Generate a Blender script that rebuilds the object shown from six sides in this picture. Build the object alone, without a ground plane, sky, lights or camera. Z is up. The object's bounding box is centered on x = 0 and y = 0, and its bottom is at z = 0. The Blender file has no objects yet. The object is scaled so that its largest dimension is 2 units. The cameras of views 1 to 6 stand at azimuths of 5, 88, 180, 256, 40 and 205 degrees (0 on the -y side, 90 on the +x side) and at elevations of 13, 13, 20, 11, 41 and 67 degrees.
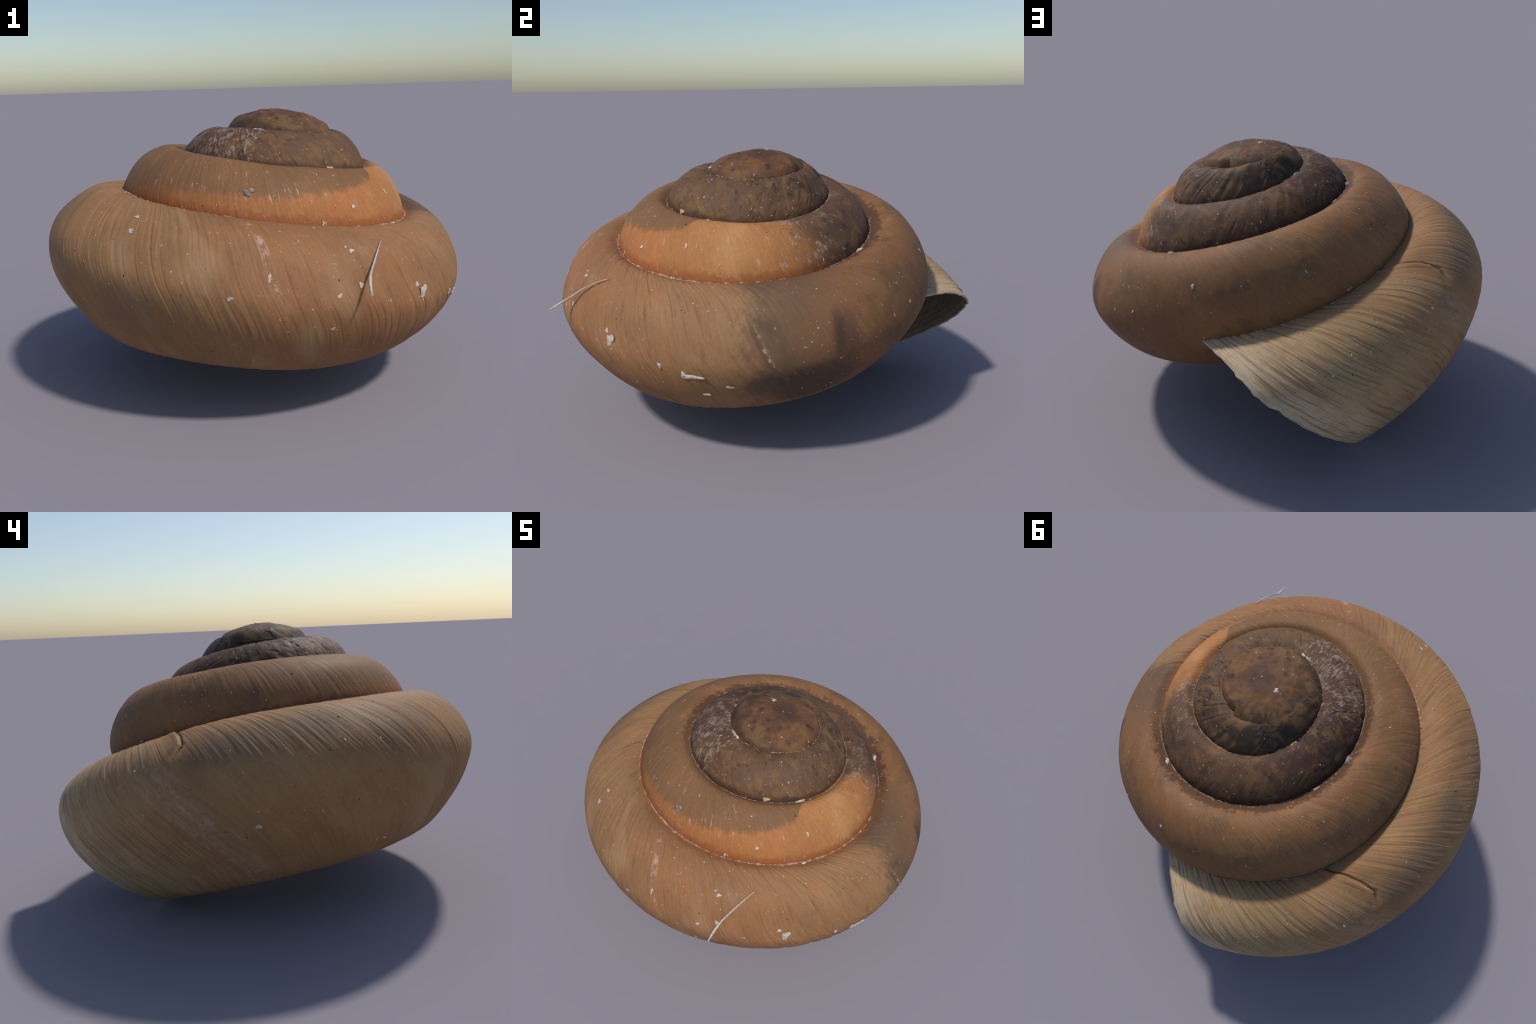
"""Weathered land-snail shell: a helicospiral tube wound on a tilted axis.

Every surface point is P(t, theta): t = turns along the coil (0 at the lip,
negative towards the apex), theta = angle round the whorl's cross-section
(0 = periphery, +90 = shoulder, -90 = base)."""
import bpy, math
import numpy as np
from mathutils import Matrix, Vector

RNG = np.random.default_rng(7)
PI = math.pi

# ------------------------------------------------------------------ coil law
PHI0 = math.radians(75)          # azimuth of the lip round the shell axis
AXIS = (-0.0356, -0.0888, 0.1868, 0.0366)   # foot of axis x, y and its lean
TK = np.array([-6.0, -5.2, -4.7, -4.3, -3.7, -3.2, -2.7, -2.2, -1.8, -1.4, -1.05, -0.75, -0.5, -0.28, -0.1, 0.08])
# knots of radius, height, half-widths and roundness of the whorl section
RP = np.log([0.012, 0.045, 0.095, 0.1475, 0.2385, 0.3012, 0.3971, 0.4768, 0.5944, 0.6874, 0.7997, 0.8893, 0.9373, 1.0228, 1.0558, 1.1593])
HP = np.array([1.238, 1.228, 1.205, 1.1707, 1.1106, 1.0616, 1.018, 0.9332, 0.8591, 0.7752, 0.7144, 0.6345, 0.5586, 0.4978, 0.4374, 0.3787])
AA = np.log([0.5, 0.45, 0.4, 0.2454, 0.2845, 0.3325, 0.4077, 0.3496, 0.2883, 0.2858, 0.2489, 0.2454, 0.2626, 0.3007, 0.3498, 0.4286])
BU = np.log([0.35, 0.36, 0.38, 0.4436, 0.4427, 0.431, 0.404, 0.3532, 0.3519, 0.3343, 0.3304, 0.2929, 0.2796, 0.2692, 0.252, 0.2294])
BD = np.log([0.38, 0.38, 0.37, 0.371, 0.3395, 0.3153, 0.2933, 0.2821, 0.2836, 0.3016, 0.3205, 0.3538, 0.3799, 0.3941, 0.4235, 0.4277])
EU = np.log([1.9, 1.85, 1.8, 2.1302, 1.1464, 1.3077, 1.6964, 1.7962, 1.538, 1.565, 1.7747, 1.7141, 1.851, 2.0847, 2.1416, 2.1306])
EL = np.log([1.6, 1.6, 1.6, 1.6007, 1.6113, 1.6221, 1.5801, 1.5135, 1.4725, 1.4929, 1.522, 1.4556, 1.4238, 1.5196, 1.8114, 2.0919])
AI = np.log([1.3, 1.3, 1.3, 1.2997, 1.4877, 1.7095, 1.6686, 1.4863, 1.1985, 1.4412, 1.4741, 1.3397, 1.2281, 1.1778, 1.1326, 1.0956])
LAGK = np.radians([-180., -110., -70., -30., 20., 60., 120., 180.])
LAGV = np.array([0.12, 0.0814, 0.0979, 0.0771, 0.0366, 0.0073, -0.0727, -0.1])   # slant of growth lines


def spline(xk):
    n = len(xk); h = np.diff(xk); A = np.zeros((n, n)); Bm = np.zeros((n, n)); A[0, 0] = A[-1, -1] = 1
    for i in range(1, n - 1):
        A[i, i - 1] = h[i - 1]; A[i, i] = 2 * (h[i - 1] + h[i]); A[i, i + 1] = h[i]
        Bm[i, i - 1] = 6 / h[i - 1]; Bm[i, i] = -6 / h[i - 1] - 6 / h[i]; Bm[i, i + 1] = 6 / h[i]
    M2 = np.linalg.solve(A, Bm)

    def f(x, y):
        x = np.asarray(x, float); m = M2 @ y
        i = np.clip(np.searchsorted(xk, x) - 1, 0, n - 2); hh = h[i]
        a = (xk[i + 1] - x) / hh; b = 1 - a
        return a * y[i] + b * y[i + 1] + ((a ** 3 - a) * m[i] + (b ** 3 - b) * m[i + 1]) * hh * hh / 6
    return f


SP = spline(TK); SLAG = spline(LAGK)


def lag(th):
    return SLAG(np.clip(th, -PI, PI), LAGV)


def slant(t):
    """growth lines stand steep on the older shell and lean over towards the lip"""
    return .55 + .45 * smooth((np.asarray(t) + .5) / .4)


def law(t):
    """periphery radius and height, outer half-width, upper and lower half-height"""
    rp = np.exp(SP(t, RP))
    return rp, SP(t, HP), rp * np.exp(SP(t, AA)), rp * np.exp(SP(t, BU)), rp * np.exp(SP(t, BD))


def roundness(t):
    return np.exp(SP(t, EU)), np.exp(SP(t, EL))


def inner_half(t, rp, a):
    """half-width of the inner side: the base of the last whorls reaches the navel"""
    rc = rp - a
    w = smooth((t + 1.9) / .5); up = np.minimum(a * np.exp(SP(t, AI)), rc)
    return up, np.maximum(rc - .085 * rp, a * .5) * w + up * (1 - w)


def smooth(x):
    x = np.clip(x, 0, 1); return x * x * (3 - 2 * x)


def section_raw(t, th):
    rp, hp, a, bu, bd = law(t)
    c, s = np.cos(th), np.sin(th)
    pu, pl = roundness(t); e = np.where(s > 0, 2 / pu, 2 / pl)
    cc = np.sign(c) * np.abs(c) ** e; ss = np.sign(s) * np.abs(s) ** e
    up, lo = inner_half(t, rp, a)
    wide = np.where(c > 0, a, np.where(s > 0, up, lo))
    return rp - a + cc * wide, hp + ss * np.where(s > 0, bu, bd)


def section(t, th):
    """section with its corners rounded by a binomial blur along the outline"""
    d = math.radians(10); R = H = 0
    for k, w in ((-2, 1), (-1, 4), (0, 6), (1, 4), (2, 1)):
        r, h = section_raw(t, th + k * d); R = R + r * w / 16; H = H + h * w / 16
    return R, H


# suture: where whorl t dips into whorl t-1; tabulated as an angle on whorl t
def suture_angles(ts):
    th = np.radians(np.linspace(10, 175, 166))
    r, h = section(ts[:, None] + 0 * th, th[None] + 0 * ts[:, None])
    tp = ts[:, None] - 1 + 0 * th
    rp, hp, a, bu, bd = law(np.maximum(tp, -5.99))
    rc = rp - a; up, lo = inner_half(tp, rp, a)
    x = np.abs(r - rc) / np.where(r > rc, a, up); z = np.abs(h - hp) / np.where(h > hp, bu, bd)
    pu, pl = roundness(np.maximum(tp, -5.99)); pe = np.where(h > hp, pu, pl)
    f = (x ** pe + z ** pe) ** (1 / pe) * 1.012
    inside = (f < 1) | (r < .02)
    i = np.argmax(inside, 1)
    i = np.where(inside.any(1), i, len(th) - 1)
    return th[i]


TS = np.linspace(-5.0, .12, 600)
THS = suture_angles(TS)
THS = np.convolve(np.pad(THS, 9, mode='edge'), np.ones(19) / 19, 'valid')


def theta_suture(t):
    t = np.asarray(t, float)
    return np.interp(t, TS, THS)


def lower_angles(ts):
    """angle on whorl t at which the next whorl takes hold"""
    r, h = section(ts + 1, theta_suture(ts + 1))
    th = np.radians(np.linspace(-90, 70, 161)); R, H = section(ts[:, None] + 0 * th, th[None] + 0 * ts[:, None])
    return th[np.argmin(np.hypot(R - r[:, None], H - h[:, None]), 1)]


THL = lower_angles(TS[TS < -.98])


def theta_lower(t):
    return np.interp(t, TS[TS < -.98], THL)


def theta_end(t):
    return -math.radians(100) - math.radians(80) * smooth((t + 1.6) / .3)


# ------------------------------------------------------------------ noise
G1 = RNG.random(4096 + 8192)[4096:]


def noise1(x, seed=0):
    x = np.asarray(x) + seed * 37.7; i = np.floor(x).astype(int); f = x - i; f = f * f * (3 - 2 * f)
    return (G1[i & 8191] * (1 - f) + G1[(i + 1) & 8191] * f) * 2 - 1


def noise2(x, y, seed=0):
    x = np.asarray(x) + seed * 13.1; y = np.asarray(y) + seed * 7.3
    i = np.floor(x).astype(int); j = np.floor(y).astype(int); f = x - i; g = y - j
    f = f * f * (3 - 2 * f); g = g * g * (3 - 2 * g)
    def v(a, b):
        return G1[(a * 131 + b * 4177 + (a * b) * 17) & 8191]
    return ((v(i, j) * (1 - f) + v(i + 1, j) * f) * (1 - g) + (v(i, j + 1) * (1 - f) + v(i + 1, j + 1) * f) * g) * 2 - 1


# ------------------------------------------------------------------ relief
def crack_line(th):
    """the healed break behind the lip: turn at which it crosses angle th"""
    deg = np.degrees(th)
    base = np.interp(deg, [25, 36, 47, 61, 72, 80, 95], [-.183, -.187, -.190, -.184, -.172, -.160, -.150])
    return base + .0008 * noise1(deg / 7.0, 3)


def relief(t, th):
    g = t + lag(th) * slant(t)
    deg = np.degrees(th)
    rp = np.exp(SP(np.clip(t, -5.9, .08), RP))
    vis = smooth((deg + 178) / 40)                       # fade in the navel
    upper = smooth((deg + 40) / 50)
    warp = .0018 * noise2(g * 18, th * 1.6, 1) + .0006 * noise2(g * 60, th * 3.0, 2)
    q = g + warp + .0034 * noise1(g * 47, 21) + .0012 * noise1(g * 170, 22)
    u = (t - OFF) % 1.0; calm = .25 + .75 * smooth((t + 2.6) / .9)
    hf = smooth(u / .13) * np.where(t > -.5, 1., smooth((1 - u) / .18)) * calm
    # fine ribs, medium growth ridges, slow swellings (each rib breaks off at its own place)
    tb = th + .9 * noise1(g * 33, 31) + .6 * noise1(g * 211, 32)
    near_lip = smooth((t + .17) / .12)
    front = np.exp(-((g + .70) / .09) ** 2)
    ribs = np.exp(-((g + .40) / .13) ** 2) * upper
    body = smooth((t + 1.25) / .3)
    fine = noise2(q * 640, tb * 1.8, 3)
    med = noise2(q * 260, tb * 1.7, 4)
    comb = noise2(q * 270, tb * 1.5, 5)
    comb2 = noise2(q * 480, tb * 1.2, 15)
    coarse = noise2(q * 75, tb * 1.1, 6)
    cut = -np.clip(comb - .20, 0, 1) * 1.5               # sharp little furrows
    cut2 = -np.clip(comb2 - .15, 0, 1) * 1.4
    amp_f = .0006 + .0005 * body
    d = hf * (.65 * amp_f * fine + (.0005 + .0005 * body + .0008 * front + .0006 * near_lip) * med)
    patchy = smooth(noise2(g * 9, th * 1.7, 8) * .8 + .5)
    d = d + hf * (cut * (.0003 + .0040 * front * smooth((78 - deg) / 22) + .0005 * body * patchy) + cut2 * (.0004 + .0032 * near_lip + .0004 * body * patchy))
    d = d + calm * coarse * (.0002 + .0004 * body + .0010 * ribs * smooth(noise2(g * 30, th * 1.5, 17) + .5) + .0005 * near_lip)
    swell = noise2(g * 16, th * .9, 9)
    d = d + swell * .0035 * smooth((t + 3) / 1.5)
    # pitted, lumpy apex
    old = smooth((-1.75 - t) / .5)
    x = rp * np.cos(2 * PI * t); y = rp * np.sin(2 * PI * t)
    d = d + old * (.0022 * noise2(x * 30, y * 30 + 3 * th, 10) + .0018 * noise2(x * 12, y * 12 + th, 11) - .005 * np.clip(noise2(x * 55, y * 55 + 7 * th, 12) - .35, 0, 1))
    d = d * np.clip(rp / .3, .12, 1) * vis
    # healed break: a step with a furrow
    dc = (t - crack_line(th)) * 2 * PI * .95
    w = smooth((deg - 30) / 14) * smooth((100 - deg) / 10)
    d = d + w * (-.010 * np.exp(-(dc / np.where(deg < 50, .012, .008)) ** 2) + .004 * np.exp(-((dc - .02) / .02) ** 2)
                 - .004 * smooth((dc + .10) / .1) * (dc < 0))
    groove = np.exp(-((np.degrees(theta_suture(t)) - deg) / 9.) ** 2) * np.clip(rp / .7, .3, 1.2) * smooth((t + 3.1) / .5) * smooth((.02 - t) / .1)
    return d + swells(t, deg) - .011 * groove


# broad swellings and flats of the real shell: turn, angle, height in mm
SWELLS = [(-1.88, 70, 6.3), (-1.58, 45, 7.5), (-1.34, 45, 8.7), (-.86, 20, 5.6), (-.74, -30, 5.8), (-.68, 20, -11.5), (-.68, 45, -6.7), (-.68, 70, -14.2),
          (-.62, -55, -6.4), (-.56, -30, 9.8), (-.56, 20, -8.3), (-.50, -55, -7.7), (-.50, -30, 6.8), (-.50, -5, 8.5), (-.38, -55, -6.0), (-.38, 45, -4.8),
          (-.32, -30, 10.2), (-.32, 45, -7.3), (-.26, -5, 3.5), (-.26, 70, 8.0), (-.20, -55, -7.8), (-.20, 70, 12.8), (-.14, -5, 12.8), (-.14, 45, 3.9),
          (-.08, -30, 6.3), (-.08, -5, 4.4), (-3.19, 71, 8.), (-3.28, 55, 9.),
          (-4.14, 95, -34.), (-4.03, 97, -28.), (-3.93, 100, -24.), (-3.83, 100, -23.), (-3.73, 100, -22.), (-3.63, 100, -21.), (-3.53, 100, -19.), (-3.43, 100, -16.), (-3.33, 100, -12.), (-3.23, 105, -10.), (-3.13, 105, -9.), (-3.03, 108, -7.),
          (-.68, -98, 6.), (-.58, -98, 6.)]


def swells(t, deg):
    d = 0.
    for t0, q0, mm in SWELLS:
        d = d + mm * .001 * np.exp(-((t - t0) / .055) ** 2 - ((deg - q0) / 20.) ** 2)
    return d


OFF = .12                        # whorl pieces are cut at t = n + OFF
LIP_CHIP = lambda th: .0018 * noise1(np.degrees(th) / 11, 2) + .0008 * noise1(np.degrees(th) / 4, 4)
o = np.array([AXIS[0], AXIS[1], 0.]); ez = np.array([AXIS[2], AXIS[3], 1.]); ez /= np.linalg.norm(ez)
ex = np.array([1., 0, 0]) - ez * ez[0]; ex /= np.linalg.norm(ex); ey = np.cross(ez, ex)
FRAME = Matrix([[ex[0], ey[0], ez[0], o[0]], [ex[1], ey[1], ez[1], o[1]], [ex[2], ey[2], ez[2], o[2]], [0, 0, 0, 1]])


def tcoord(tau, th, t0, t1):
    """mesh rows leave the cut between two whorls as meridians and lean over into growth lines"""
    w = smooth((tau - t0) / .26)
    if t1 < -.1: w = w * smooth((t1 - tau) / .26)
    te = tau - w * lag(th) * slant(tau)
    return te + smooth((tau + .03) / .03) * LIP_CHIP(th) if t1 > -.1 else te


U_COL = 12                       # last columns: the columella wall, straight up


def surface(tau, u, with_relief=True, offset=0., span=(-1 + OFF, 0.)):
    """tau rows x u columns (u in 0..1) -> local points"""
    th0 = theta_suture(tau) + math.radians(11); th1 = theta_end(tau)
    uc = np.clip(u / .94, 0, 1); rise = np.clip((u - .94) / .06, 0, 1)
    th = th0[:, None] + (th1 - th0)[:, None] * uc[None]
    te = np.minimum(tcoord(tau[:, None] + 0 * th, th, *span), .075)
    def pos(t, a):
        r, h = section(t, a)
        return r, h
    r, h = pos(te, th)
    e = .01
    r1, h1 = pos(te, th + e); r0, h0 = pos(te, th - e)
    nr, nh = (h1 - h0), -(r1 - r0)
    L = np.hypot(nr, nh) + 1e-9
    d = relief(te, th)
    if not with_relief: d = .3 * d + .7 * swells(te, np.degrees(th))
    d = d - offset
    r = r + nr / L * d; h = h + nh / L * d
    up = rise[None] * smooth((tau + 1.6) / .3)[:, None]
    h = h + up * .16
    r = np.maximum(r, 0.0005)
    phi = PHI0 - 2 * PI * te
    return np.stack([r * np.cos(phi), r * np.sin(phi), h], -1), te, th


NU = 170
UU = np.linspace(0, 1, NU)


def grid_mesh(name, P, flip=False):
    R, C = P.shape[:2]
    me = bpy.data.meshes.new(name)
    idx = np.arange(R * C).reshape(R, C)
    q = np.stack([idx[:-1, :-1], idx[:-1, 1:], idx[1:, 1:], idx[1:, :-1]], -1).reshape(-1, 4)
    if flip: q = q[:, ::-1]
    n = len(q)
    me.vertices.add(R * C); me.vertices.foreach_set('co', P.reshape(-1).astype(np.float32))
    me.loops.add(n * 4); me.loops.foreach_set('vertex_index', q.reshape(-1).astype(np.int32))
    me.polygons.add(n); me.polygons.foreach_set('loop_start', (np.arange(n) * 4).astype(np.int32))
    me.polygons.foreach_set('loop_total', np.full(n, 4, np.int32))
    me.update(calc_edges=True)
    me.polygons.foreach_set('use_smooth', np.ones(len(me.polygons), bool))
    return me


def grid_normals(P, tt):
    dt = np.gradient(P, tt, axis=0); du = np.gradient(P, axis=1)
    n = np.cross(du, dt); L = np.linalg.norm(n, axis=-1, keepdims=True)
    return n / np.maximum(L, 1e-12)


# ------------------------------------------------------------------ node helper
class Nodes:
    def __init__(self, name):
        self.mat = bpy.data.materials.new(name); self.mat.use_nodes = True
        self.nt = self.mat.node_tree; self.nt.nodes.clear()

    def new(self, kind, **kw):
        n = self.nt.nodes.new(kind)
        for k, v in kw.items(): setattr(n, k, v)
        return n

    def put(self, sock, v):
        if hasattr(v, 'links') or isinstance(v, bpy.types.NodeSocket): self.nt.links.new(v, sock)
        elif v is not None: sock.default_value = v

    def m(self, op, a, b=None, c=None, clamp=False):
        n = self.new('ShaderNodeMath', operation=op, use_clamp=clamp)
        self.put(n.inputs[0], a)
        if b is not None: self.put(n.inputs[1], b)
        if c is not None: self.put(n.inputs[2], c)
        return n.outputs[0]

    def add(self, a, b): return self.m('ADD', a, b)
    def sub(self, a, b): return self.m('SUBTRACT', a, b)
    def mul(self, a, b): return self.m('MULTIPLY', a, b)

    def xyz(self, a, b, c):
        n = self.new('ShaderNodeCombineXYZ')
        for s, v in zip(n.inputs, (a, b, c)): self.put(s, v)
        return n.outputs[0]

    def noise(self, vec, scale=1., detail=3., rough=.55, dist=0.):
        n = self.new('ShaderNodeTexNoise'); self.put(n.inputs['Vector'], vec)
        n.inputs['Scale'].default_value = scale; n.inputs['Detail'].default_value = detail
        n.inputs['Roughness'].default_value = rough; n.inputs['Distortion'].default_value = dist
        return n.outputs['Fac']

    def step(self, x, lo, hi):
        n = self.new('ShaderNodeMapRange', interpolation_type='SMOOTHSTEP')
        self.put(n.inputs[0], x); self.put(n.inputs[1], lo); self.put(n.inputs[2], hi)
        n.inputs[3].default_value = 0; n.inputs[4].default_value = 1
        return n.outputs[0]

    def lin(self, x, lo, hi, a, b):
        n = self.new('ShaderNodeMapRange'); self.put(n.inputs[0], x)
        for i, v in zip((1, 2, 3, 4), (lo, hi, a, b)): n.inputs[i].default_value = v
        return n.outputs[0]

    def ramp(self, x, stops):
        n = self.new('ShaderNodeValToRGB'); self.put(n.inputs[0], x); e = n.color_ramp.elements
        while len(e) > 1: e.remove(e[-1])
        for i, (p, c) in enumerate(stops):
            k = e[0] if i == 0 else e.new(p)
            k.position = p; k.color = (*c, 1)
        return n.outputs[0]

    def mix(self, f, a, b, mode='MIX'):
        n = self.new('ShaderNodeMix', data_type='RGBA', blend_type=mode)
        self.put(n.inputs[0], f)
        for s, v in ((n.inputs[6], a), (n.inputs[7], b)):
            if isinstance(v, tuple): v = (*v, 1)
            self.put(s, v)
        return n.outputs[2]

    def curve(self, x, f, lo, hi, n_pts):
        """f sampled over x in 0..1 by a Float Curve node"""
        n = self.new('ShaderNodeFloatCurve'); self.put(n.inputs[1], x)
        cm = n.mapping; c = cm.curves[0]; xs = np.linspace(0, 1, n_pts); ys = (f(xs) - lo) / (hi - lo)
        while len(c.points) < n_pts: c.points.new(.5, .5)
        for p, a, b in zip(c.points, xs, ys): p.location = (float(a), float(b)); p.handle_type = 'AUTO'
        cm.update()
        return self.add(self.mul(n.outputs[0], hi - lo), lo)

    def finish(self, col, rough=.6, spec=.35, bump=None, strength=.3, dist=.003):
        b = self.new('ShaderNodeBsdfPrincipled'); out = self.new('ShaderNodeOutputMaterial')
        self.put(b.inputs['Base Color'], (*col, 1) if isinstance(col, tuple) else col)
        self.put(b.inputs['Roughness'], rough); b.inputs['Specular IOR Level'].default_value = spec
        if bump is not None:
            n = self.new('ShaderNodeBump'); n.inputs['Strength'].default_value = strength
            n.inputs['Distance'].default_value = dist; self.put(n.inputs['Height'], bump)
            self.nt.links.new(n.outputs[0], b.inputs['Normal'])
        self.nt.links.new(b.outputs[0], out.inputs[0])
        return self.mat


# base colour along the coil (growth phase, linear rgb)
COIL = [(-6.0, (0.081, 0.039, 0.025)), (-4.7, (0.086, 0.042, 0.025)), (-4.25, (0.121, 0.058, 0.031)), (-3.85, (0.130, 0.065, 0.035)),
        (-3.55, (0.092, 0.050, 0.029)), (-3.30, (0.066, 0.040, 0.026)), (-3.15, (0.044, 0.031, 0.023)), (-2.95, (0.092, 0.054, 0.033)),
        (-2.80, (0.111, 0.059, 0.033)), (-2.62, (0.131, 0.072, 0.039)), (-2.50, (0.122, 0.063, 0.035)), (-2.38, (0.104, 0.052, 0.033)),
        (-2.24, (0.058, 0.030, 0.022)), (-2.12, (0.109, 0.054, 0.034)), (-2.0, (0.123, 0.063, 0.038)), (-1.90, (0.102, 0.056, 0.035)),
        (-1.855, (0.122, 0.065, 0.036)), (-1.82, (0.365, 0.157, 0.055)), (-1.74, (0.409, 0.183, 0.065)), (-1.62, (0.383, 0.153, 0.052)),
        (-1.45, (0.326, 0.132, 0.047)), (-1.36, (0.242, 0.101, 0.036)), (-1.29, (0.248, 0.118, 0.053)), (-1.18, (0.248, 0.119, 0.053)),
        (-1.06, (0.235, 0.113, 0.048)), (-.96, (0.221, 0.102, 0.044)), (-.88, (0.212, 0.102, 0.045)), (-.83, (0.235, 0.114, 0.051)), (-.775, (0.288, 0.158, 0.073)),
        (-.70, (0.279, 0.145, 0.066)), (-.61, (0.270, 0.128, 0.057)), (-.54, (0.265, 0.126, 0.056)), (-.46, (0.274, 0.149, 0.068)),
        (-.38, (0.325, 0.171, 0.075)), (-.28, (0.330, 0.180, 0.081)), (-.17, (0.335, 0.185, 0.085)), (-.12, (0.370, 0.212, 0.100)),
        (-.06, (0.420, 0.273, 0.135)), (-.022, (0.461, 0.324, 0.189)), (.0, (0.529, 0.404, 0.264)), (.2, (0.549, 0.432, 0.290))]


def coil_colour(t):
    xs = [c[0] for c in COIL]
    return tuple(float(np.interp(t, xs, [c[1][k] for c in COIL])) for k in range(3))


def shell_material(n, lo, hi):
    """n = turn number of this piece, lo/hi = range of t it spans"""
    N = Nodes('shell_surface')
    tc = N.new('ShaderNodeTexCoord').outputs['Object']
    sep = N.new('ShaderNodeSeparateXYZ'); N.put(sep.inputs[0], tc)
    X, Y, H = sep.outputs
    R = N.m('SQRT', N.add(N.mul(X, X), N.mul(Y, Y)))
    phi = N.m('ARCTAN2', Y, X)
    turn = N.m('FRACT', N.sub(N.mul(N.sub(PHI0, phi), 1 / (2 * PI)), OFF))
    t = N.add(turn, n + OFF)
    A = n + OFF
    def C(f, k=15):
        ys = f(np.linspace(A, A + 1, 200)); l, h = ys.min() - .01, ys.max() + .01
        return N.curve(turn, lambda x: f(A + x), l, h, k)
    cl = lambda x: np.clip(x, -5.95, .08)
    hp = C(lambda x: law(cl(x))[1]); rc = C(lambda x: law(cl(x))[0] - law(cl(x))[2]); aa = C(lambda x: law(cl(x))[2])
    bu = C(lambda x: law(cl(x))[3]); bd = C(lambda x: law(cl(x))[4])
    ths = C(lambda x: np.degrees(theta_suture(cl(x))), 31)
    dx = N.m('DIVIDE', N.sub(R, rc), aa); dz = N.sub(H, hp)
    pos = N.m('GREATER_THAN', dz, 0.)
    b = N.add(N.mul(pos, bu), N.mul(N.sub(1., pos), bd))
    pw = N.add(N.mul(pos, C(lambda x: roundness(cl(x))[0] / 2)), N.mul(N.sub(1., pos), C(lambda x: roundness(cl(x))[1] / 2)))
    dz = N.m('DIVIDE', dz, b)
    sx = N.mul(N.m('SIGN', dx), N.m('POWER', N.m('ABSOLUTE', dx), pw))
    sz = N.mul(N.m('SIGN', dz), N.m('POWER', N.m('ABSOLUTE', dz), pw))
    th = N.mul(N.m('ARCTAN2', sz, sx), 180 / PI)
    thn = N.lin(th, -180, 180, 0, 1)
    lg = N.curve(thn, lambda x: lag(np.radians(x * 360 - 180)), -.2, .2, 25)
    g = N.add(t, N.mul(lg, N.add(.55, N.mul(N.step(t, -.5, -.1), .45))))
    thk = N.mul(th, 1 / 57.3)

    # slow noises
    cloud = N.noise(tc, 2.6, 5, .6); cloud2 = N.noise(tc, 8., 5, .62); grain = N.noise(tc, 120., 3, .6); fray = N.noise(tc, 48., 4, .65); blot = N.noise(tc, 22., 4, .6)
    wob = N.sub(cloud2, .5)
    gw = N.add(g, N.mul(wob, .0035))
    def streak(freq, k, detail=2., seed=0.):
        return N.noise(N.xyz(N.mul(gw, freq), N.mul(thk, k), seed), 1., detail, .6)
    s_fine = streak(640, 2.8, 2, 3.); s_med = streak(230, 2.2, 3, 11.); s_wide = streak(34, .9, 3, 23.); s_band = streak(11, .6, 2, 41.)

    # 1 colour along the coil
    jit = N.add(N.mul(N.sub(s_wide, .5), .03), N.mul(N.sub(s_med, .5), .012))
    x = N.lin(N.add(g, jit), lo - .05, hi + .25, 0, 1)
    span = hi + .25 - lo + .05
    stops = [(lo - .05, coil_colour(lo - .05))] + [c for c in COIL if lo - .05 < c[0] < hi + .25] + [(hi + .25, coil_colour(hi + .25))]
    stops = [((p - lo + .05) / span, c) for p, c in stops][:32]
    col = N.ramp(x, stops)

    if n <= -5:
        below = [(t_, coil_colour(t_)) for t_ in (-3.88, -3.7, -3.5, -3.3, -3.15, -3.0, -2.88)]
        c2 = N.ramp(N.lin(t, -4.88, -3.88, 0, 1), [(t_ + 3.88, c_) for t_, c_ in below])
        col = N.mix(N.mul(N.mul(N.step(t, -4.78, -4.55), N.step(t, -3.9, -4.0)), N.step(N.add(R, N.mul(N.sub(cloud2, .5), .12)), .11, .20)), col, c2)

    def blob(t0, th0, st, sth, soft=.5, ragged=.7, phase=None):
        """ragged patch centred at (t0, th0)"""
        u = N.m('DIVIDE', N.sub(t if phase is None else phase, t0), st); v = N.m('DIVIDE', N.sub(th, th0), sth)
        d = N.m('SQRT', N.add(N.mul(u, u), N.mul(v, v)))
        d = N.add(d, N.mul(N.sub(N.add(N.mul(N.add(cloud2, s_med), .3), N.mul(N.add(blot, fray), .2)), .5), ragged * 3.4))
        return N.step(d, 1. + soft, 1. - soft)

    # 2 orange lower half under a brown skin on the last spire whorl
    if n in (-2,):
        edge = N.curve(turn, lambda q: np.interp(A + q, [-1.9, -1.86, -1.70, -1.68, -1.63, -1.55, -1.48, -1.40, -1.34, -1.29, -1.26],
                                                  [150, 150, 98, 62, 47, 34, 29, 24, 22, 17, 10]), -40, 160, 46)
        over = N.sub(th, N.add(edge, N.add(N.mul(N.sub(s_med, .5), 12.), N.add(N.mul(wob, 9.), N.mul(N.sub(fray, .5), 7.)))))
        skin = N.mul(N.step(over, -4.5, 5.5), N.step(t, -1.875, -1.84))
        skin = N.m('MAXIMUM', skin, N.mul(N.step(t, -1.31, -1.28), .0))
        skincol = N.mix(N.step(g, -1.72, -1.42), (.208, .104, .046), (.222, .112, .050))
        col = N.mix(N.mul(skin, N.step(t, -1.27, -1.34)), col, skincol)
        low = N.mul(N.step(over, 4., -14.), N.mul(N.step(t, -1.28, -1.36), N.step(t, -1.9, -1.8)))
        col = N.mix(N.mul(low, N.mul(N.step(th, 0., -40.), .45)), col, (.40, .135, .042))
        osc = N.mul(N.step(N.add(N.mul(streak(260, 2.2, 3, 95.), .6), N.mul(blot, .4)), .585, .66), N.mul(N.step(t, -1.9, -1.8), N.step(t, -1.25, -1.5)))
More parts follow.
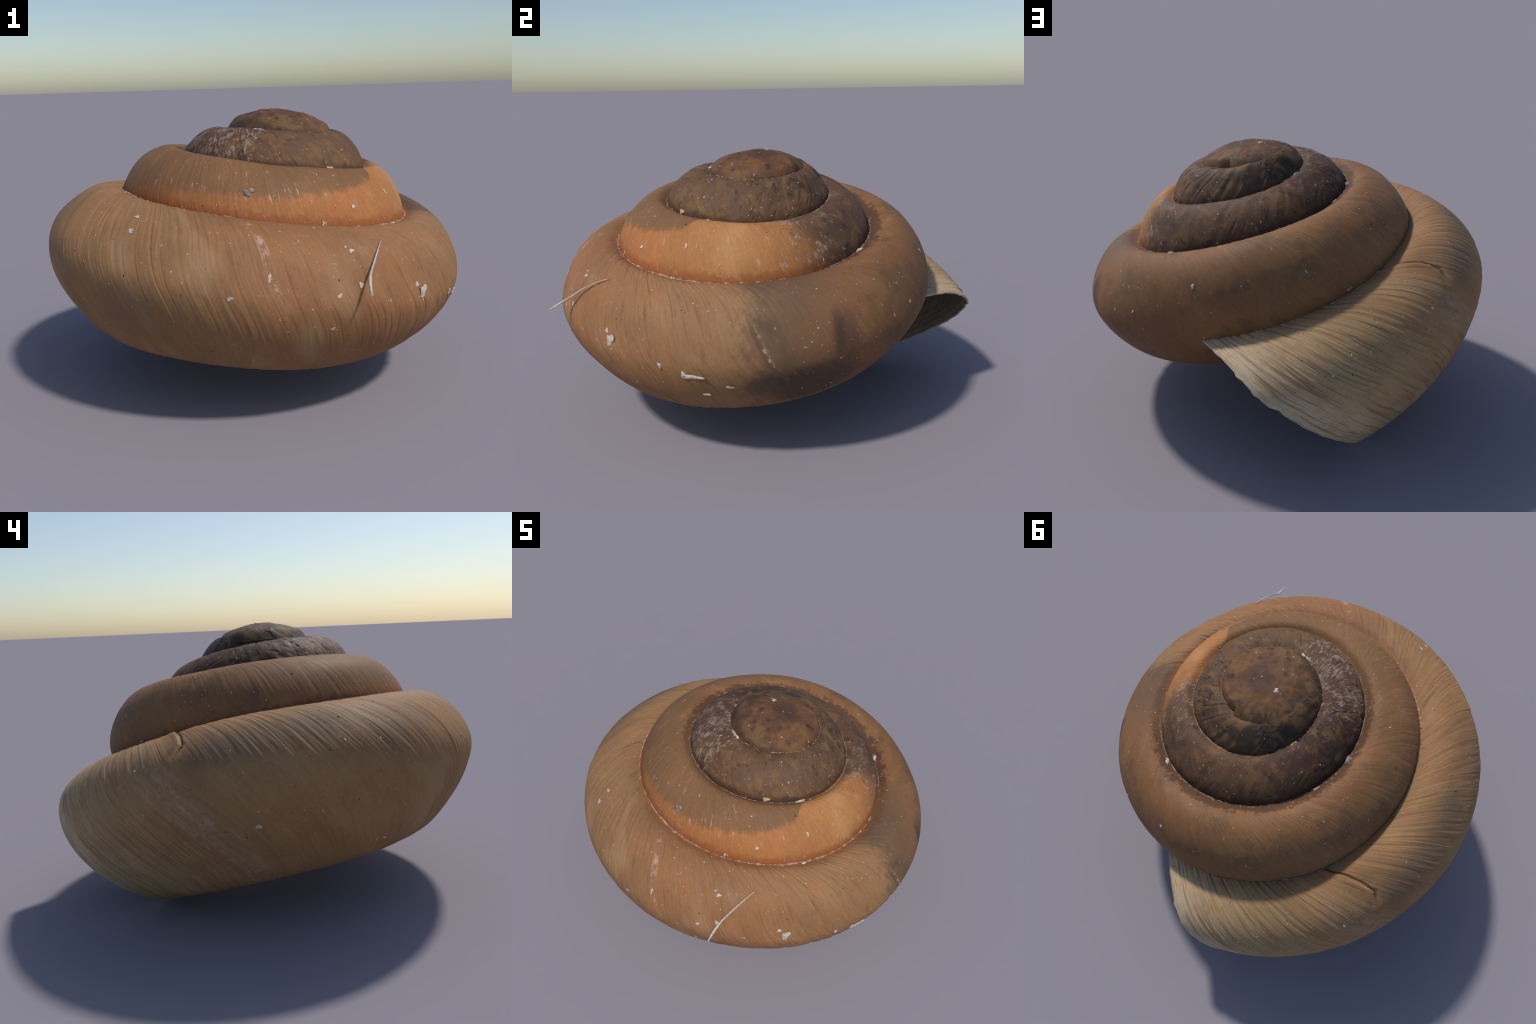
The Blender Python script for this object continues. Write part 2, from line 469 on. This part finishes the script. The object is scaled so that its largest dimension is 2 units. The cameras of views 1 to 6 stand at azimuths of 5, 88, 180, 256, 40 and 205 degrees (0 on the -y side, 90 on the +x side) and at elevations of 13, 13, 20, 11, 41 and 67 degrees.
        col = N.mix(N.mul(osc, .5), col, (.54, .39, .32))
        col = N.mix(N.mul(N.step(cloud2, .5, .7), N.mul(low, .35)), col, (.31, .125, .05))
        col = N.mix(N.mul(blob(-1.756, 55, .016, 35, .9, .8), .32), col, (.60, .33, .15))

    # 3 broad tone variation and growth streaks
    dirt = N.step(cloud, .60, .40)
    body_amt = {-1: .9, -2: .8}.get(n, .75)
    tone = N.add(1., N.mul(N.sub(cloud, .5), .55 * body_amt))
    tone = N.mul(tone, N.add(1., N.mul(N.sub(s_band, .5), .42)))
    tone = N.mul(tone, N.add(1., N.mul(N.sub(s_wide, .5), .36)))
    tone = N.mul(tone, N.add(1., N.mul(N.sub(s_med, .5), .30)))
    tone = N.mul(tone, N.add(1., N.mul(N.sub(s_fine, .5), .26)))
    tone = N.mul(tone, N.add(1., N.mul(N.sub(grain, .5), .34)))
    tone = N.mul(tone, N.add(1., N.mul(N.sub(fray, .5), .30)))
    col = N.mix(1., col, N.xyz(tone, tone, tone), 'MULTIPLY')

    if n == -1:
        # reddish wash low on the side, yellowish above
        col = N.mix(N.mul(N.step(cloud2, .45, .65), .30), col, (.33, .135, .055))
        col = N.mix(N.mul(N.step(streak(20, .7, 2, 61.), .52, .70), N.mul(N.step(g, -.75, -.5), .45)), col, (.42, .27, .145))
        # dark streaks along growth lines, strongest on the ribbed shoulder
        rib = N.mul(N.step(streak(70, .8, 3, 71.), .56, .70), N.mul(N.step(g, -.56, -.44), N.step(g, -.20, -.30)))
        rib = N.mul(rib, N.step(th, -10., 35.))
        col = N.mix(N.mul(rib, .45), col, (.115, .070, .045))
        lipz = N.mul(N.step(streak(430, 1.2, 3, 77.), .50, .64), N.step(g, -.20, -.08))
        col = N.mix(N.mul(lipz, .62), col, (.205, .112, .055))
        furrow = N.mul(N.step(streak(300, 2.0, 2, 79.), .56, .66), N.mul(N.step(g, -.80, -.72), N.step(g, -.55, -.66)))
        col = N.mix(N.mul(furrow, .5), col, (.19, .092, .043))
        # dark grey-brown stains
        jag = N.add(N.mul(wob, .045), N.add(N.mul(N.sub(s_med, .5), .022), N.mul(N.sub(fray, .5), .02)))
        d1 = N.mul(N.mul(N.step(N.add(t, jag), -.768, -.798), N.step(N.add(t, N.mul(jag, 1.6)), -.875, -.805)), N.step(th, -75., -40.))
        d1 = N.mul(d1, N.lin(s_wide, .3, .7, .55, 1.))
        col = N.mix(N.mul(d1, N.lin(cloud2, .35, .65, 1., .68)), col, (.098, .062, .040))
        col = N.mix(N.mul(blob(-.835, -30, .035, 26, .5, .6), .8), col, (.062, .044, .032))
        col = N.mix(N.mul(blob(-.815, 90, .05, 30, .6, .5), .55), col, (.13, .08, .05))
        col = N.mix(N.mul(blob(-.8495, 26, .0042, 15, .8, .9), .85), col, (.055, .033, .028))
        col = N.mix(N.mul(blob(-.856, 20, .012, 22, .6, .7), .6), col, (.09, .05, .038))
        col = N.mix(N.mul(blob(-.771, 14, .0018, 30, .6, .8, g), .75), col, (.13, .065, .048))
        col = N.mix(N.mul(N.mul(blob(-.7735, 8, .0015, 26, .6, 1., g), N.step(fray, .50, .60)), .7), col, (.46, .34, .26))
        # grey cloudy stains on the shoulder behind the lip
        for t0, q0, st, sq, k in ((-.245, 40, .04, 15, .55), (-.285, 45, .016, 14, .6), (-.215, 33, .018, 14, .4), (-.45, -35, .03, 18, .35), (-.33, 30, .03, 18, .4)):
            col = N.mix(N.mul(blob(t0, q0, st, sq, .7, .6), k), col, (.135, .098, .070))
        # chalky band along a growth line
        chalk = N.mul(N.step(N.m('ABSOLUTE', N.sub(gw, -.138)), .022, .004), N.step(N.add(s_med, N.mul(cloud2, .6)), .62, .95))
        chalk = N.mul(N.mul(chalk, N.step(th, 70., 20.)), N.step(N.add(fray, N.mul(blot, .6)), .66, .98))
        col = N.mix(N.mul(chalk, .6), col, (.43, .33, .25))
        ck = N.mul(N.step(N.m('ABSOLUTE', N.sub(gw, -.535)), .0045, .0005), N.mul(N.step(N.add(s_fine, N.add(cloud2, fray)), 1.5, 1.72), N.step(th, 95., 70.)))
        col = N.mix(N.mul(N.mul(ck, N.step(th, -20., 10.)), .6), col, (.55, .41, .33))
        # ochre rings and blotches low behind the lip overhang
        och = N.mul(N.step(N.noise(tc, 15., 4, .6, 1.), .60, .68), N.mul(N.step(t, -.84, -.88), N.step(th, 60., 45.)))
        col = N.mix(N.mul(och, .55), col, (.34, .165, .06))
        tc_ = N.curve(thn, lambda x: crack_line(np.radians(x * 360 - 180)), -.195, -.145, 61)
        dcr = N.m('ABSOLUTE', N.mul(N.add(N.sub(t, tc_), N.mul(N.sub(fray, .5), .0035)), 6.))
        cr = N.mul(N.step(dcr, .011, .003), N.mul(N.step(th, 34., 52.), N.step(fray, .36, .56)))
        col = N.mix(N.mul(cr, .48), col, (.085, .05, .034))
    if n in (-2, -1):
        olv = N.mul(N.step(streak(26, .7, 3, 87.), .50, .66), N.mul(N.step(t, -1.36, -1.2), N.step(t, -.82, -.95)))
        col = N.mix(N.mul(olv, .42), col, (.325, .172, .075))
        shade = N.mul(N.step(cloud2, .52, .64), N.mul(N.step(t, -1.36, -1.22), N.step(t, -.82, -.9)))
        col = N.mix(N.mul(shade, .45), col, (.115, .073, .043))

    # 4 old whorls: ochre mottling, dark blots, chalk scratches
    old = N.step(N.add(t, N.mul(wob, .10)), -1.80, -1.875)
    if n <= -2:
        och = N.step(N.add(N.noise(tc, 13., 6, .70, .6), N.mul(N.sub(cloud2, .5), .35)), .46, .62)
        col = N.mix(N.mul(N.mul(och, old), .62), col, (.205, .108, .043))
        blk = N.mul(N.step(N.add(N.noise(tc, 17., 5, .65, .4), N.mul(N.sub(fray, .5), .25)), .585, .68), old)
        col = N.mix(N.mul(blk, .75), col, (.038, .030, .027))
        chz = N.add(N.mul(N.mul(N.step(t, -2.58, -2.47), N.step(t, -2.22, -2.34)), .12),
                    N.add(N.mul(N.mul(N.step(t, -1.96, -1.90), N.step(t, -1.72, -1.83)), .09), N.add(N.mul(N.step(t, -3.0, -2.85), .015), N.mul(N.mul(N.step(t, -2.65, -2.5), N.step(t, -1.74, -1.84)), .028))))
        scr = N.add(N.mul(streak(210, 5., 3, 91.), .46), N.add(N.mul(cloud2, .2), N.add(N.mul(blot, .2), N.mul(fray, .1))))
        scr = N.mul(N.step(N.add(scr, chz), .640, .695), N.step(N.add(fray, N.mul(cloud2, .6)), .62, .82))
        flk = N.noise(N.xyz(N.mul(gw, 95.), N.mul(thk, 7.), 5.), 1., 3, .65)
        flk = N.mul(N.step(flk, .63, .67), N.step(blot, .42, .55))
        scr = N.m('MAXIMUM', scr, N.mul(flk, .9))
        zone = N.mul(N.step(t, -3.15, -2.9), N.step(t, -1.70, -1.80))
        col = N.mix(N.mul(N.mul(scr, zone), .46), col, (.40, .34, .30))
    if n <= -4:
        rust = N.step(N.add(N.noise(tc, 19., 6, .72, .8), N.mul(N.sub(blot, .5), .3)), .50, .62)
        ring = N.mul(N.step(R, .035, .10), N.step(R, .23, .15))
        col = N.mix(N.mul(N.mul(rust, ring), .78), col, (.215, .084, .030))
        vor = N.new('ShaderNodeTexVoronoi'); N.put(vor.inputs['Vector'], N.xyz(N.add(X, N.mul(N.sub(blot, .5), .02)), N.add(Y, N.mul(N.sub(grain, .5), .01)), 0.)); vor.inputs['Scale'].default_value = 22.
        dots = N.mul(N.step(N.add(vor.outputs['Distance'], N.mul(N.sub(fray, .5), .5)), .42, .20), N.step(vor.outputs['Color'], .62, .70))
        col = N.mix(N.mul(N.mul(dots, N.step(R, .07, .11)), .70), col, (.042, .027, .023))
        col = N.mix(N.mul(N.step(R, .12, .03), .55), col, (.060, .030, .027))

    # 5 stains and pink-cream crust beside the suture above this whorl
    near = N.sub(ths, th)                                   # degrees below the suture
    if n >= -2:
        st = N.step(N.add(near, N.mul(N.sub(N.add(N.mul(fray, 1.2), N.mul(blot, .8)), 1.), 26.)), 11., 3.)
        amt = N.mul(N.step(t, -1.5, -1.3), N.step(t, -.84, -.90))
        col = N.mix(N.mul(N.mul(st, amt), .75), col, (.075, .036, .022))
        rus = N.step(N.add(near, N.mul(N.sub(blot, .5), 14.)), 7., -1.)
        col = N.mix(N.mul(N.mul(rus, N.mul(N.step(t, -.86, -.78), N.step(t, -.30, -.42))), .42), col, (.33, .130, .055))
    if n <= -2 and n > -5:
        thl = C(lambda x: np.degrees(theta_lower(cl(x))), 31)
        low_ = N.add(N.sub(th, thl), N.mul(N.sub(N.add(N.mul(fray, .8), N.mul(blot, .6)), .7), 22.))
        foot = N.step(low_, 13., 2.)
        fcol = N.mix(N.mul(N.step(t, -1.90, -1.82), N.step(t, -1.30, -1.42)), (.058, .027, .018), (.27, .078, .024))
        col = N.mix(N.mul(foot, N.mul(.62, N.step(t, -1.12, -1.3))), col, fcol)
    # 6 specks of lime and of soil
    fl = N.noise(N.xyz(N.mul(gw, 240.), N.mul(thk, 11.), 8.), 1., 2, .6)
    fl = N.mul(N.step(fl, .635, .70), N.step(N.add(cloud2, N.mul(blot, .5)), .72, .86))
    if n == -1: fl = N.mul(fl, N.step(t, -.12, -.3))
    if n >= -2: col = N.mix(N.mul(fl, .42), col, (.47, .335, .275))
    dim_ = N.mul(N.step(N.noise(tc, 70., 4, .7), .58, .72), .22)
    col = N.mix(dim_, col, (.10, .055, .032))
    v1 = N.new('ShaderNodeTexVoronoi'); N.put(v1.inputs['Vector'], tc); v1.inputs['Scale'].default_value = 42.
    rnd = N.new('ShaderNodeSeparateColor'); N.put(rnd.inputs[0], v1.outputs['Color'])
    size = N.add(N.mul(N.m('POWER', rnd.outputs[1], 2.), .17), .02)
    sp = N.mul(N.m('LESS_THAN', N.add(v1.outputs['Distance'], N.mul(N.sub(N.add(grain, fray), 1.), .22)), size), N.m('GREATER_THAN', rnd.outputs[0], .80))
    col = N.mix(N.mul(sp, .62), col, (.55, .44, .37))
    dk = N.mul(N.m('LESS_THAN', N.add(v1.outputs['Distance'], N.mul(N.sub(grain, .5), .3)), N.mul(size, .8)), N.m('LESS_THAN', rnd.outputs[0], .07))
    col = N.mix(N.mul(dk, .8), col, (.055, .035, .025))
    rough = N.lin(s_wide, .2, .8, .58, .72)
    hgt = N.add(N.mul(s_fine, .7), N.add(N.mul(grain, .5), N.mul(s_med, .5)))
    return N.finish(col, rough, .2, hgt, .35, .0022)


def plain_material(name, c1, c2, scale, rough=.7, stretch=None):
    N = Nodes(name); tc = N.new('ShaderNodeTexCoord').outputs['Object']
    f = N.noise(tc, scale, 5, .65, .4)
    col = N.mix(N.step(f, .35, .65), c1, c2)
    return N.finish(col, rough, .3, f, .4, .002)


def lining_material():
    N = Nodes('shell_inside'); tc = N.new('ShaderNodeTexCoord').outputs['Object']
    sep = N.new('ShaderNodeSeparateXYZ'); N.put(sep.inputs[0], tc)
    phi = N.m('ARCTAN2', sep.outputs[1], sep.outputs[0])
    wob = N.noise(tc, 7., 3, .6)
    a = N.add(N.mul(phi, 9.), N.mul(wob, 1.2))
    s = N.noise(N.xyz(N.mul(N.m('COSINE', phi), 60.), N.mul(N.m('SINE', phi), 60.), N.mul(sep.outputs[2], 3.)), 1., 3, .6)
    col = N.mix(N.step(s, .4, .65), (.36, .31, .25), (.27, .215, .16))
    col = N.mix(N.mul(N.noise(tc, 5., 4, .6), .35), col, (.22, .155, .10))
    return N.finish(col, .55, .4, s, .3, .003)


# ------------------------------------------------------------------ build
scene = bpy.context.scene
root = bpy.data.objects.new('snail_shell', None); root.empty_display_size = .2
scene.collection.objects.link(root)
root['label'] = 'weathered brown coiled land snail shell with an orange band'
root['category'] = 'snail shell'


def part(name, mesh, mats, parent=root, stuff=False):
    ob = bpy.data.objects.new(name, mesh)
    for m in (mats if isinstance(mats, list) else [mats]): mesh.materials.append(m)
    scene.collection.objects.link(ob); ob.parent = parent
    if parent is root: ob.matrix_local = FRAME
    if stuff: ob['kind'] = 'stuff'
    return ob


WHORLS = [('apex_whorl', -5, -4.02, -4 + OFF, 90), ('spire_whorl', -4, -4 + OFF, -3 + OFF, 560),
          ('spire_whorl', -3, -3 + OFF, -2 + OFF, 900), ('last_spire_whorl', -2, -2 + OFF, -1 + OFF, 1500),
          ('body_whorl', -1, -1 + OFF, 0., 2500)]
body = None
for name, n, t0, t1, rows in WHORLS:
    tt = np.linspace(t0, t1, rows); e = 2e-4
    ext = np.concatenate([[t0 - e], tt, [min(t1 + e, .0) if t1 >= 0 else t1 + e]]) if t1 < 0 else np.concatenate([[t0 - e], tt])
    P, te, th = surface(ext, UU, span=(t0, t1))
    nr = grid_normals(P, ext)
    P = P[1:rows + 1]; nr = nr[1:rows + 1]
    me = grid_mesh(name, P)
    mat = shell_material(n, t0, t1)
    if n == -5: apex_mat = mat
    ob = part(name, me, mat)
    me.normals_split_custom_set_from_vertices(nr.reshape(-1, 3).tolist())
    if name == 'body_whorl': body = ob

# the first turns are worn to one smooth, slightly lumpy dome
nr_, na_ = 90, 260
ph = np.linspace(0, 2 * PI, na_ + 1)
turn_ = -4 + ((PHI0 - ph) / (2 * PI)) % 1.0
def crest(t):
    """where the dome runs out onto the shoulder of the turn below it"""
    th = np.full(t.shape, math.radians(68.)); r, h = section(t, th)
    d = swells(t, np.degrees(th)); return r + .4 * d, h + .9 * d
k_ = smooth((turn_ + 3.22) / .22)
rj, hj = [p * (1 - k_) + q * k_ for p, q in zip(crest(turn_), crest(np.full(turn_.shape, -4.)))]
rr_ = np.linspace(0.0004, 1, nr_)[:, None] * (rj[None] + .05)
hh_ = 1.242 + (hj[None] - 1.242) * (rr_ / rj[None]) ** 2 - (45. - 33. * smooth((turn_ + 3.8) / .6))[None] * np.maximum(rr_ - rj[None], 0) ** 2
xx, yy = rr_ * np.cos(ph), rr_ * np.sin(ph)
hh_ += .0010 * noise2(xx * 60 + 40, yy * 60 + 40, 1) + .0030 * noise2(xx * 24 + 20, yy * 24 + 20, 2) - .004 * np.exp(-(rr_ / .05) ** 2)
part('apex', grid_mesh('apex', np.stack([xx, yy, hh_], -1)), apex_mat)
# rim and inner lining of the mouth
rows = 420
tt = np.linspace(-.62, 0., rows)
NI = NU
Po, te, th = surface(tt, UU)
# shrink the section evenly for the inside face
thick = .011 + .006 * noise1(np.degrees(th[-1]) / 14, 6)[None] * 0 + .004 * smooth((-tt) / .10)[:, None]
Ps, _, _ = surface(tt, UU, with_relief=True, offset=thick)
lin_ob = part('mouth_lining', grid_mesh('mouth_lining', Ps, flip=True), lining_material())
outer, inner = Po[-1], Ps[-1]
K = 7
fwd = Po[-1] - Po[-6]; fwd /= np.linalg.norm(fwd, axis=1, keepdims=True)
mid = (outer + inner) / 2; half = (outer - inner) / 2; hw = np.linalg.norm(half, axis=1, keepdims=True)
bulge = 1 + .25 * noise1(np.arange(NU) / 3.0, 9)[:, None]
rim = np.stack([mid + half * math.cos(a) + fwd * hw * math.sin(a) * bulge for a in np.linspace(0, PI, K)], 0)
rim_mat = plain_material('lip_edge', (.56, .47, .36), (.40, .29, .19), 40., .6)
part('mouth_lip', grid_mesh('mouth_lip', rim), rim_mat)

# ------ small things
def surf_points(t, deg, lift=0.):
    """positions, outward normals and along-coil tangents for arrays of (turn, angle)"""
    t = np.atleast_1d(np.asarray(t, float)); th = np.radians(np.atleast_1d(np.asarray(deg, float))) + 0 * t
    def P(a, b):
        r, h = section(a, b); ph = PHI0 - 2 * PI * a
        return np.stack([r * np.cos(ph), r * np.sin(ph), h], -1)
    e = 2e-3
    p = P(t, th); pt = P(t + e, th) - P(t - e, th); pth = P(t, th + e) - P(t, th - e)
    n = np.cross(pt, pth); n /= np.linalg.norm(n, axis=1, keepdims=True)
    c, s_, ph = np.cos(th), np.sin(th), PHI0 - 2 * PI * t
    outw = np.stack([c * np.cos(ph), c * np.sin(ph), s_], -1)
    n = n * np.sign((n * outw).sum(1, keepdims=True))
    pt /= np.linalg.norm(pt, axis=1, keepdims=True)
    return p + n * (relief(t, th) + lift)[:, None], n, pt


def surf_point(t, deg, lift=0.):
    return [q[0] for q in surf_points(t, deg, lift)]


import bmesh


ICO = {}


def icosphere(sub):
    if sub not in ICO:
        bm = bmesh.new(); bmesh.ops.create_icosphere(bm, subdivisions=sub, radius=1.)
        ICO[sub] = (np.array([v.co[:] for v in bm.verts]), [[v.index for v in f.verts] for f in bm.faces]); bm.free()
    return ICO[sub]


def lump(verts, faces, centre, n, tg, sx, sy, sz, rng, sub=2):
    """irregular pebble / flake pressed on the surface; sx along the coil"""
    c, fs = icosphere(sub); b = np.cross(n, tg); base = len(verts); k = rng.random(3) * 6
    a = np.arctan2(c[:, 1], c[:, 0])
    f = 1 + .26 * np.sin(2 * a + k[0]) + .2 * np.sin(3 * a + k[1]) + .14 * np.sin(5 * a + k[2]) + rng.normal(0, .07, len(c))
    z = c[:, 2] * sz * (.75 + .3 * f + .35 * np.sin(4 * c[:, 0] + k[1]) * np.sin(4 * c[:, 1] + k[0]))
    q = centre + np.outer(c[:, 0] * sx * f, tg) + np.outer(c[:, 1] * sy * f, b) + np.outer(z, n)
    verts.extend(q); faces.extend([[base + i for i in g] for g in fs])


def mesh_of(name, verts, faces, smooth_=True):
    me = bpy.data.meshes.new(name); me.from_pydata([tuple(v) for v in verts], [], faces); me.update()
    me.polygons.foreach_set('use_smooth', np.full(len(me.polygons), smooth_))
    return me


lime = plain_material('lime_flake', (.62, .54, .45), (.42, .33, .26), 60., .8)
dust = plain_material('pale_dust', (.52, .41, .33), (.40, .29, .21), 60., .8)
crust = plain_material('suture_lime', (.48, .31, .23), (.27, .13, .08), 50., .8)
greycrust = plain_material('suture_grit', (.36, .31, .26), (.17, .12, .09), 50., .85)
soil = plain_material('soil_grain', (.035, .026, .022), (.09, .055, .035), 80., .8)
sand = plain_material('sand_grain', (.52, .38, .21), (.38, .26, .14), 70., .7)

# flakes that can be told apart: t, theta, length along coil, width, height, kind
FLAKES = [(-.674, 9, .020, .034, .010, lime), (-.668, 17, .010, .014, .006, lime), (-.744, -11, .040, .014, .012, lime), (-.738, -9, .016, .012, .014, lime),
          (-.753, -32, .022, .007, .008, lime), (-.770, -22, .015, .009, .006, lime), (-.450, 40, .016, .010, .004, lime), (-.445, 55, .010, .012, .004, lime),
          (-1.521, 36, .022, .018, .007, greycrust), (-.610, 50, .012, .010, .006, lime), (-.606, 54, .007, .006, .004, lime), (-.553, 22, .007, .017, .004, lime), (-.531, -1, .012, .010, .004, lime),
          (-.990, 43, .009, .010, .005, lime), (-.928, 21, .006, .008, .004, lime), (-.237, -27, .012, .013, .006, lime), (-.720, -4, .012, .014, .014, lime),
          (-2.634, 9, .016, .016, .011, sand), (-1.121, -7, .014, .012, .009, greycrust), (-.330, -58, .010, .008, .016, lime), (-.322, -57, .007, .006, .012, lime),
          (-.615, 20, .009, .016, .005, lime), (-.600, 10, .008, .012, .004, lime), (-.16, 27, .006, .006, .012, lime), (-.60, -22, .010, .008, .004, sand),
          (-1.635, 30, .008, .012, .004, lime), (-1.70, 45, .008, .012, .004, lime), (-1.60, 8, .007, .010, .003, lime)]
rng = np.random.default_rng(11)
for t, deg, sx, sy, sz, m in FLAKES:
    p, n, tg = surf_point(t, deg, .001)
    v, f = [], []; lump(v, f, p, n, tg, sx * .85, sy * .85, sz * .33, rng, 3)
    part('sand_grain' if m is sand else 'lime_flake', mesh_of('lime_flake', v, f), m)

# white spot on top of the apex
inv = FRAME.inverted()
for wx, wy, wz, s in ((.098, -.007, 1.222, .016), (.075, -.002, 1.214, .006)):
    p = np.array(inv @ Vector((wx, wy, wz))); p[2] = 1.2425 - 1.5 * (p[0] ** 2 + p[1] ** 2) + .001
    v, f = [], []; lump(v, f, p, np.array([0, 0, 1.]), np.array([1., 0, 0]), s, s * .7, .004, rng, 3)
    part('lime_flake', mesh_of('lime_flake', v, f), lime)


# crumbly lime along the sutures (built as a lumpy string plus crumbs)
def suture_string(name, ta, tb, rad, m, density, seed):
    rng = np.random.default_rng(seed); v, f = [], []
    ts = np.arange(ta, tb, .0016)
    K = 6
    p, n, tg = surf_points(ts, np.degrees(theta_suture(ts)) - 1.0)
    b = np.cross(n, tg)
    rr = rad * np.clip(.48 + .45 * noise1(ts * 45, seed + 2) + .5 * noise1(ts * 190, seed) + .5 * noise1(ts * 620, seed + 1), .05, 1.6)
    for i in range(len(ts)):
        for k in range(K):
            a = 2 * PI * k / K
            v.append(p[i] + (n[i] * math.cos(a) + b[i] * math.sin(a)) * rr[i])
    for i in range(len(ts) - 1):
        for k in range(K):
            a, b2 = i * K + k, i * K + (k + 1) % K
            f.append([a, b2, b2 + K, a + K])
    for j in range(int((tb - ta) * density)):
        t = rng.uniform(ta, tb); deg = math.degrees(float(theta_suture(t))) - rng.exponential(2.2)
        p, n, tg = surf_point(t, deg, 0.); s = rad * rng.uniform(.6, 1.6)
        lump(v, f, p, n, tg, s * rng.uniform(.8, 1.7), s * .8, s * .45, rng, 2)
    return part(name, mesh_of(name, v, f), m, stuff=True)


suture_string('suture_crust', -.82, -.33, .0060, crust, 30, 21)
suture_string('suture_crust', -.33, -.015, .0030, greycrust, 90, 22)
suture_string('suture_crust', -1.35, -.86, .0036, greycrust, 110, 23)
suture_string('suture_crust', -1.78, -1.35, .0030, greycrust, 60, 24)
suture_string('suture_crust', -2.85, -1.78, .0030, greycrust, 60, 25)
suture_string('suture_crust', -3.35, -2.85, .0022, greycrust, 40, 26)
for t, s, m in ((-.695, .010, lime), (-1.25, .018, greycrust), (-1.185, .009, lime), (-.93, .013, lime), (-2.475, .012, lime), (-2.47, .008, lime), (-2.46, .010, lime), (-1.70, .014, lime), (-1.695, .009, lime), (-2.185, .009, lime)):
    deg = math.degrees(float(theta_suture(t))) - 3
    p, n, tg = surf_point(t, deg, .001); v, f = [], []
    lump(v, f, p, n, tg, s * 1.5, s * .7, s * .5, rng, 3)
    part('lime_crumb', mesh_of('lime_crumb', v, f), m)

# scattered dust: pale flecks and dark soil grains, too small to count
for name, m, count, lo, hi, seed in (('lime_dust', dust, 620, .0016, .0052, 31), ('soil_specks', soil, 130, .0018, .0045, 32)):
    rng = np.random.default_rng(seed); v, f = [], []
    t = -.035 - 2.9 * rng.random(count) ** 1.7; deg = rng.uniform(-60, 85, count)
    t = t - np.where(t > -.3, lag(np.radians(deg)), 0)
    ok = (deg < np.degrees(theta_suture(t)) - 3) & ~((t < -1.) & (deg < -5))
    t, deg = t[ok], deg[ok]
    P, Nn, Tt = surf_points(t, deg, .0001)
    for i in range(len(t)):
        s = lo + (hi - lo) * rng.random() ** 3
        lump(v, f, P[i], Nn[i], Tt[i], s * rng.uniform(.5, 1.), s * rng.uniform(.9, 2.3), s * .14, rng, 1)
    part(name, mesh_of(name, v, f), m, stuff=True)

# the dry fibre stuck to the front, bent once, its lower end standing free
W = [(.559, -.690, .742), (.545, -.745, .722), (.527, -.805, .692), (.512, -.850, .662), (.506, -.885, .640), (.505, -.925, .617), (.509, -.955, .600)]
rad = [.0013, .0023, .0030, .0039, .0046, .0045, .0030]
pts = [np.array(inv @ Vector(p)) for p in W]
xs = np.linspace(0, 6, 40); sf = spline(np.arange(7.))
line = np.stack([sf(xs, np.array([p[k] for p in pts])) for k in range(3)], 1); rr = sf(xs, np.array(rad))
v, f = [], []; K = 10
for i, p in enumerate(line):
    d = line[min(i + 1, 39)] - line[max(i - 1, 0)]; d /= np.linalg.norm(d)
    a = np.cross(d, [0, 0, 1.]); a /= np.linalg.norm(a); b = np.cross(d, a)
    for k in range(K):
        q = 2 * PI * k / K; w = 1 + .18 * math.sin(3 * q + i * .35)
        v.append(p + (a * math.cos(q) * 1.15 + b * math.sin(q) * .85) * rr[i] * w)
for i in range(39):
    for k in range(K): f.append([i * K + k, i * K + (k + 1) % K, (i + 1) * K + (k + 1) % K, (i + 1) * K + k])
f.append(list(range(K))[::-1]); f.append([39 * K + k for k in range(K)])
part('dry_fibre', mesh_of('dry_fibre', v, f), plain_material('fibre_white', (.58, .52, .46), (.42, .35, .30), 60., .6))
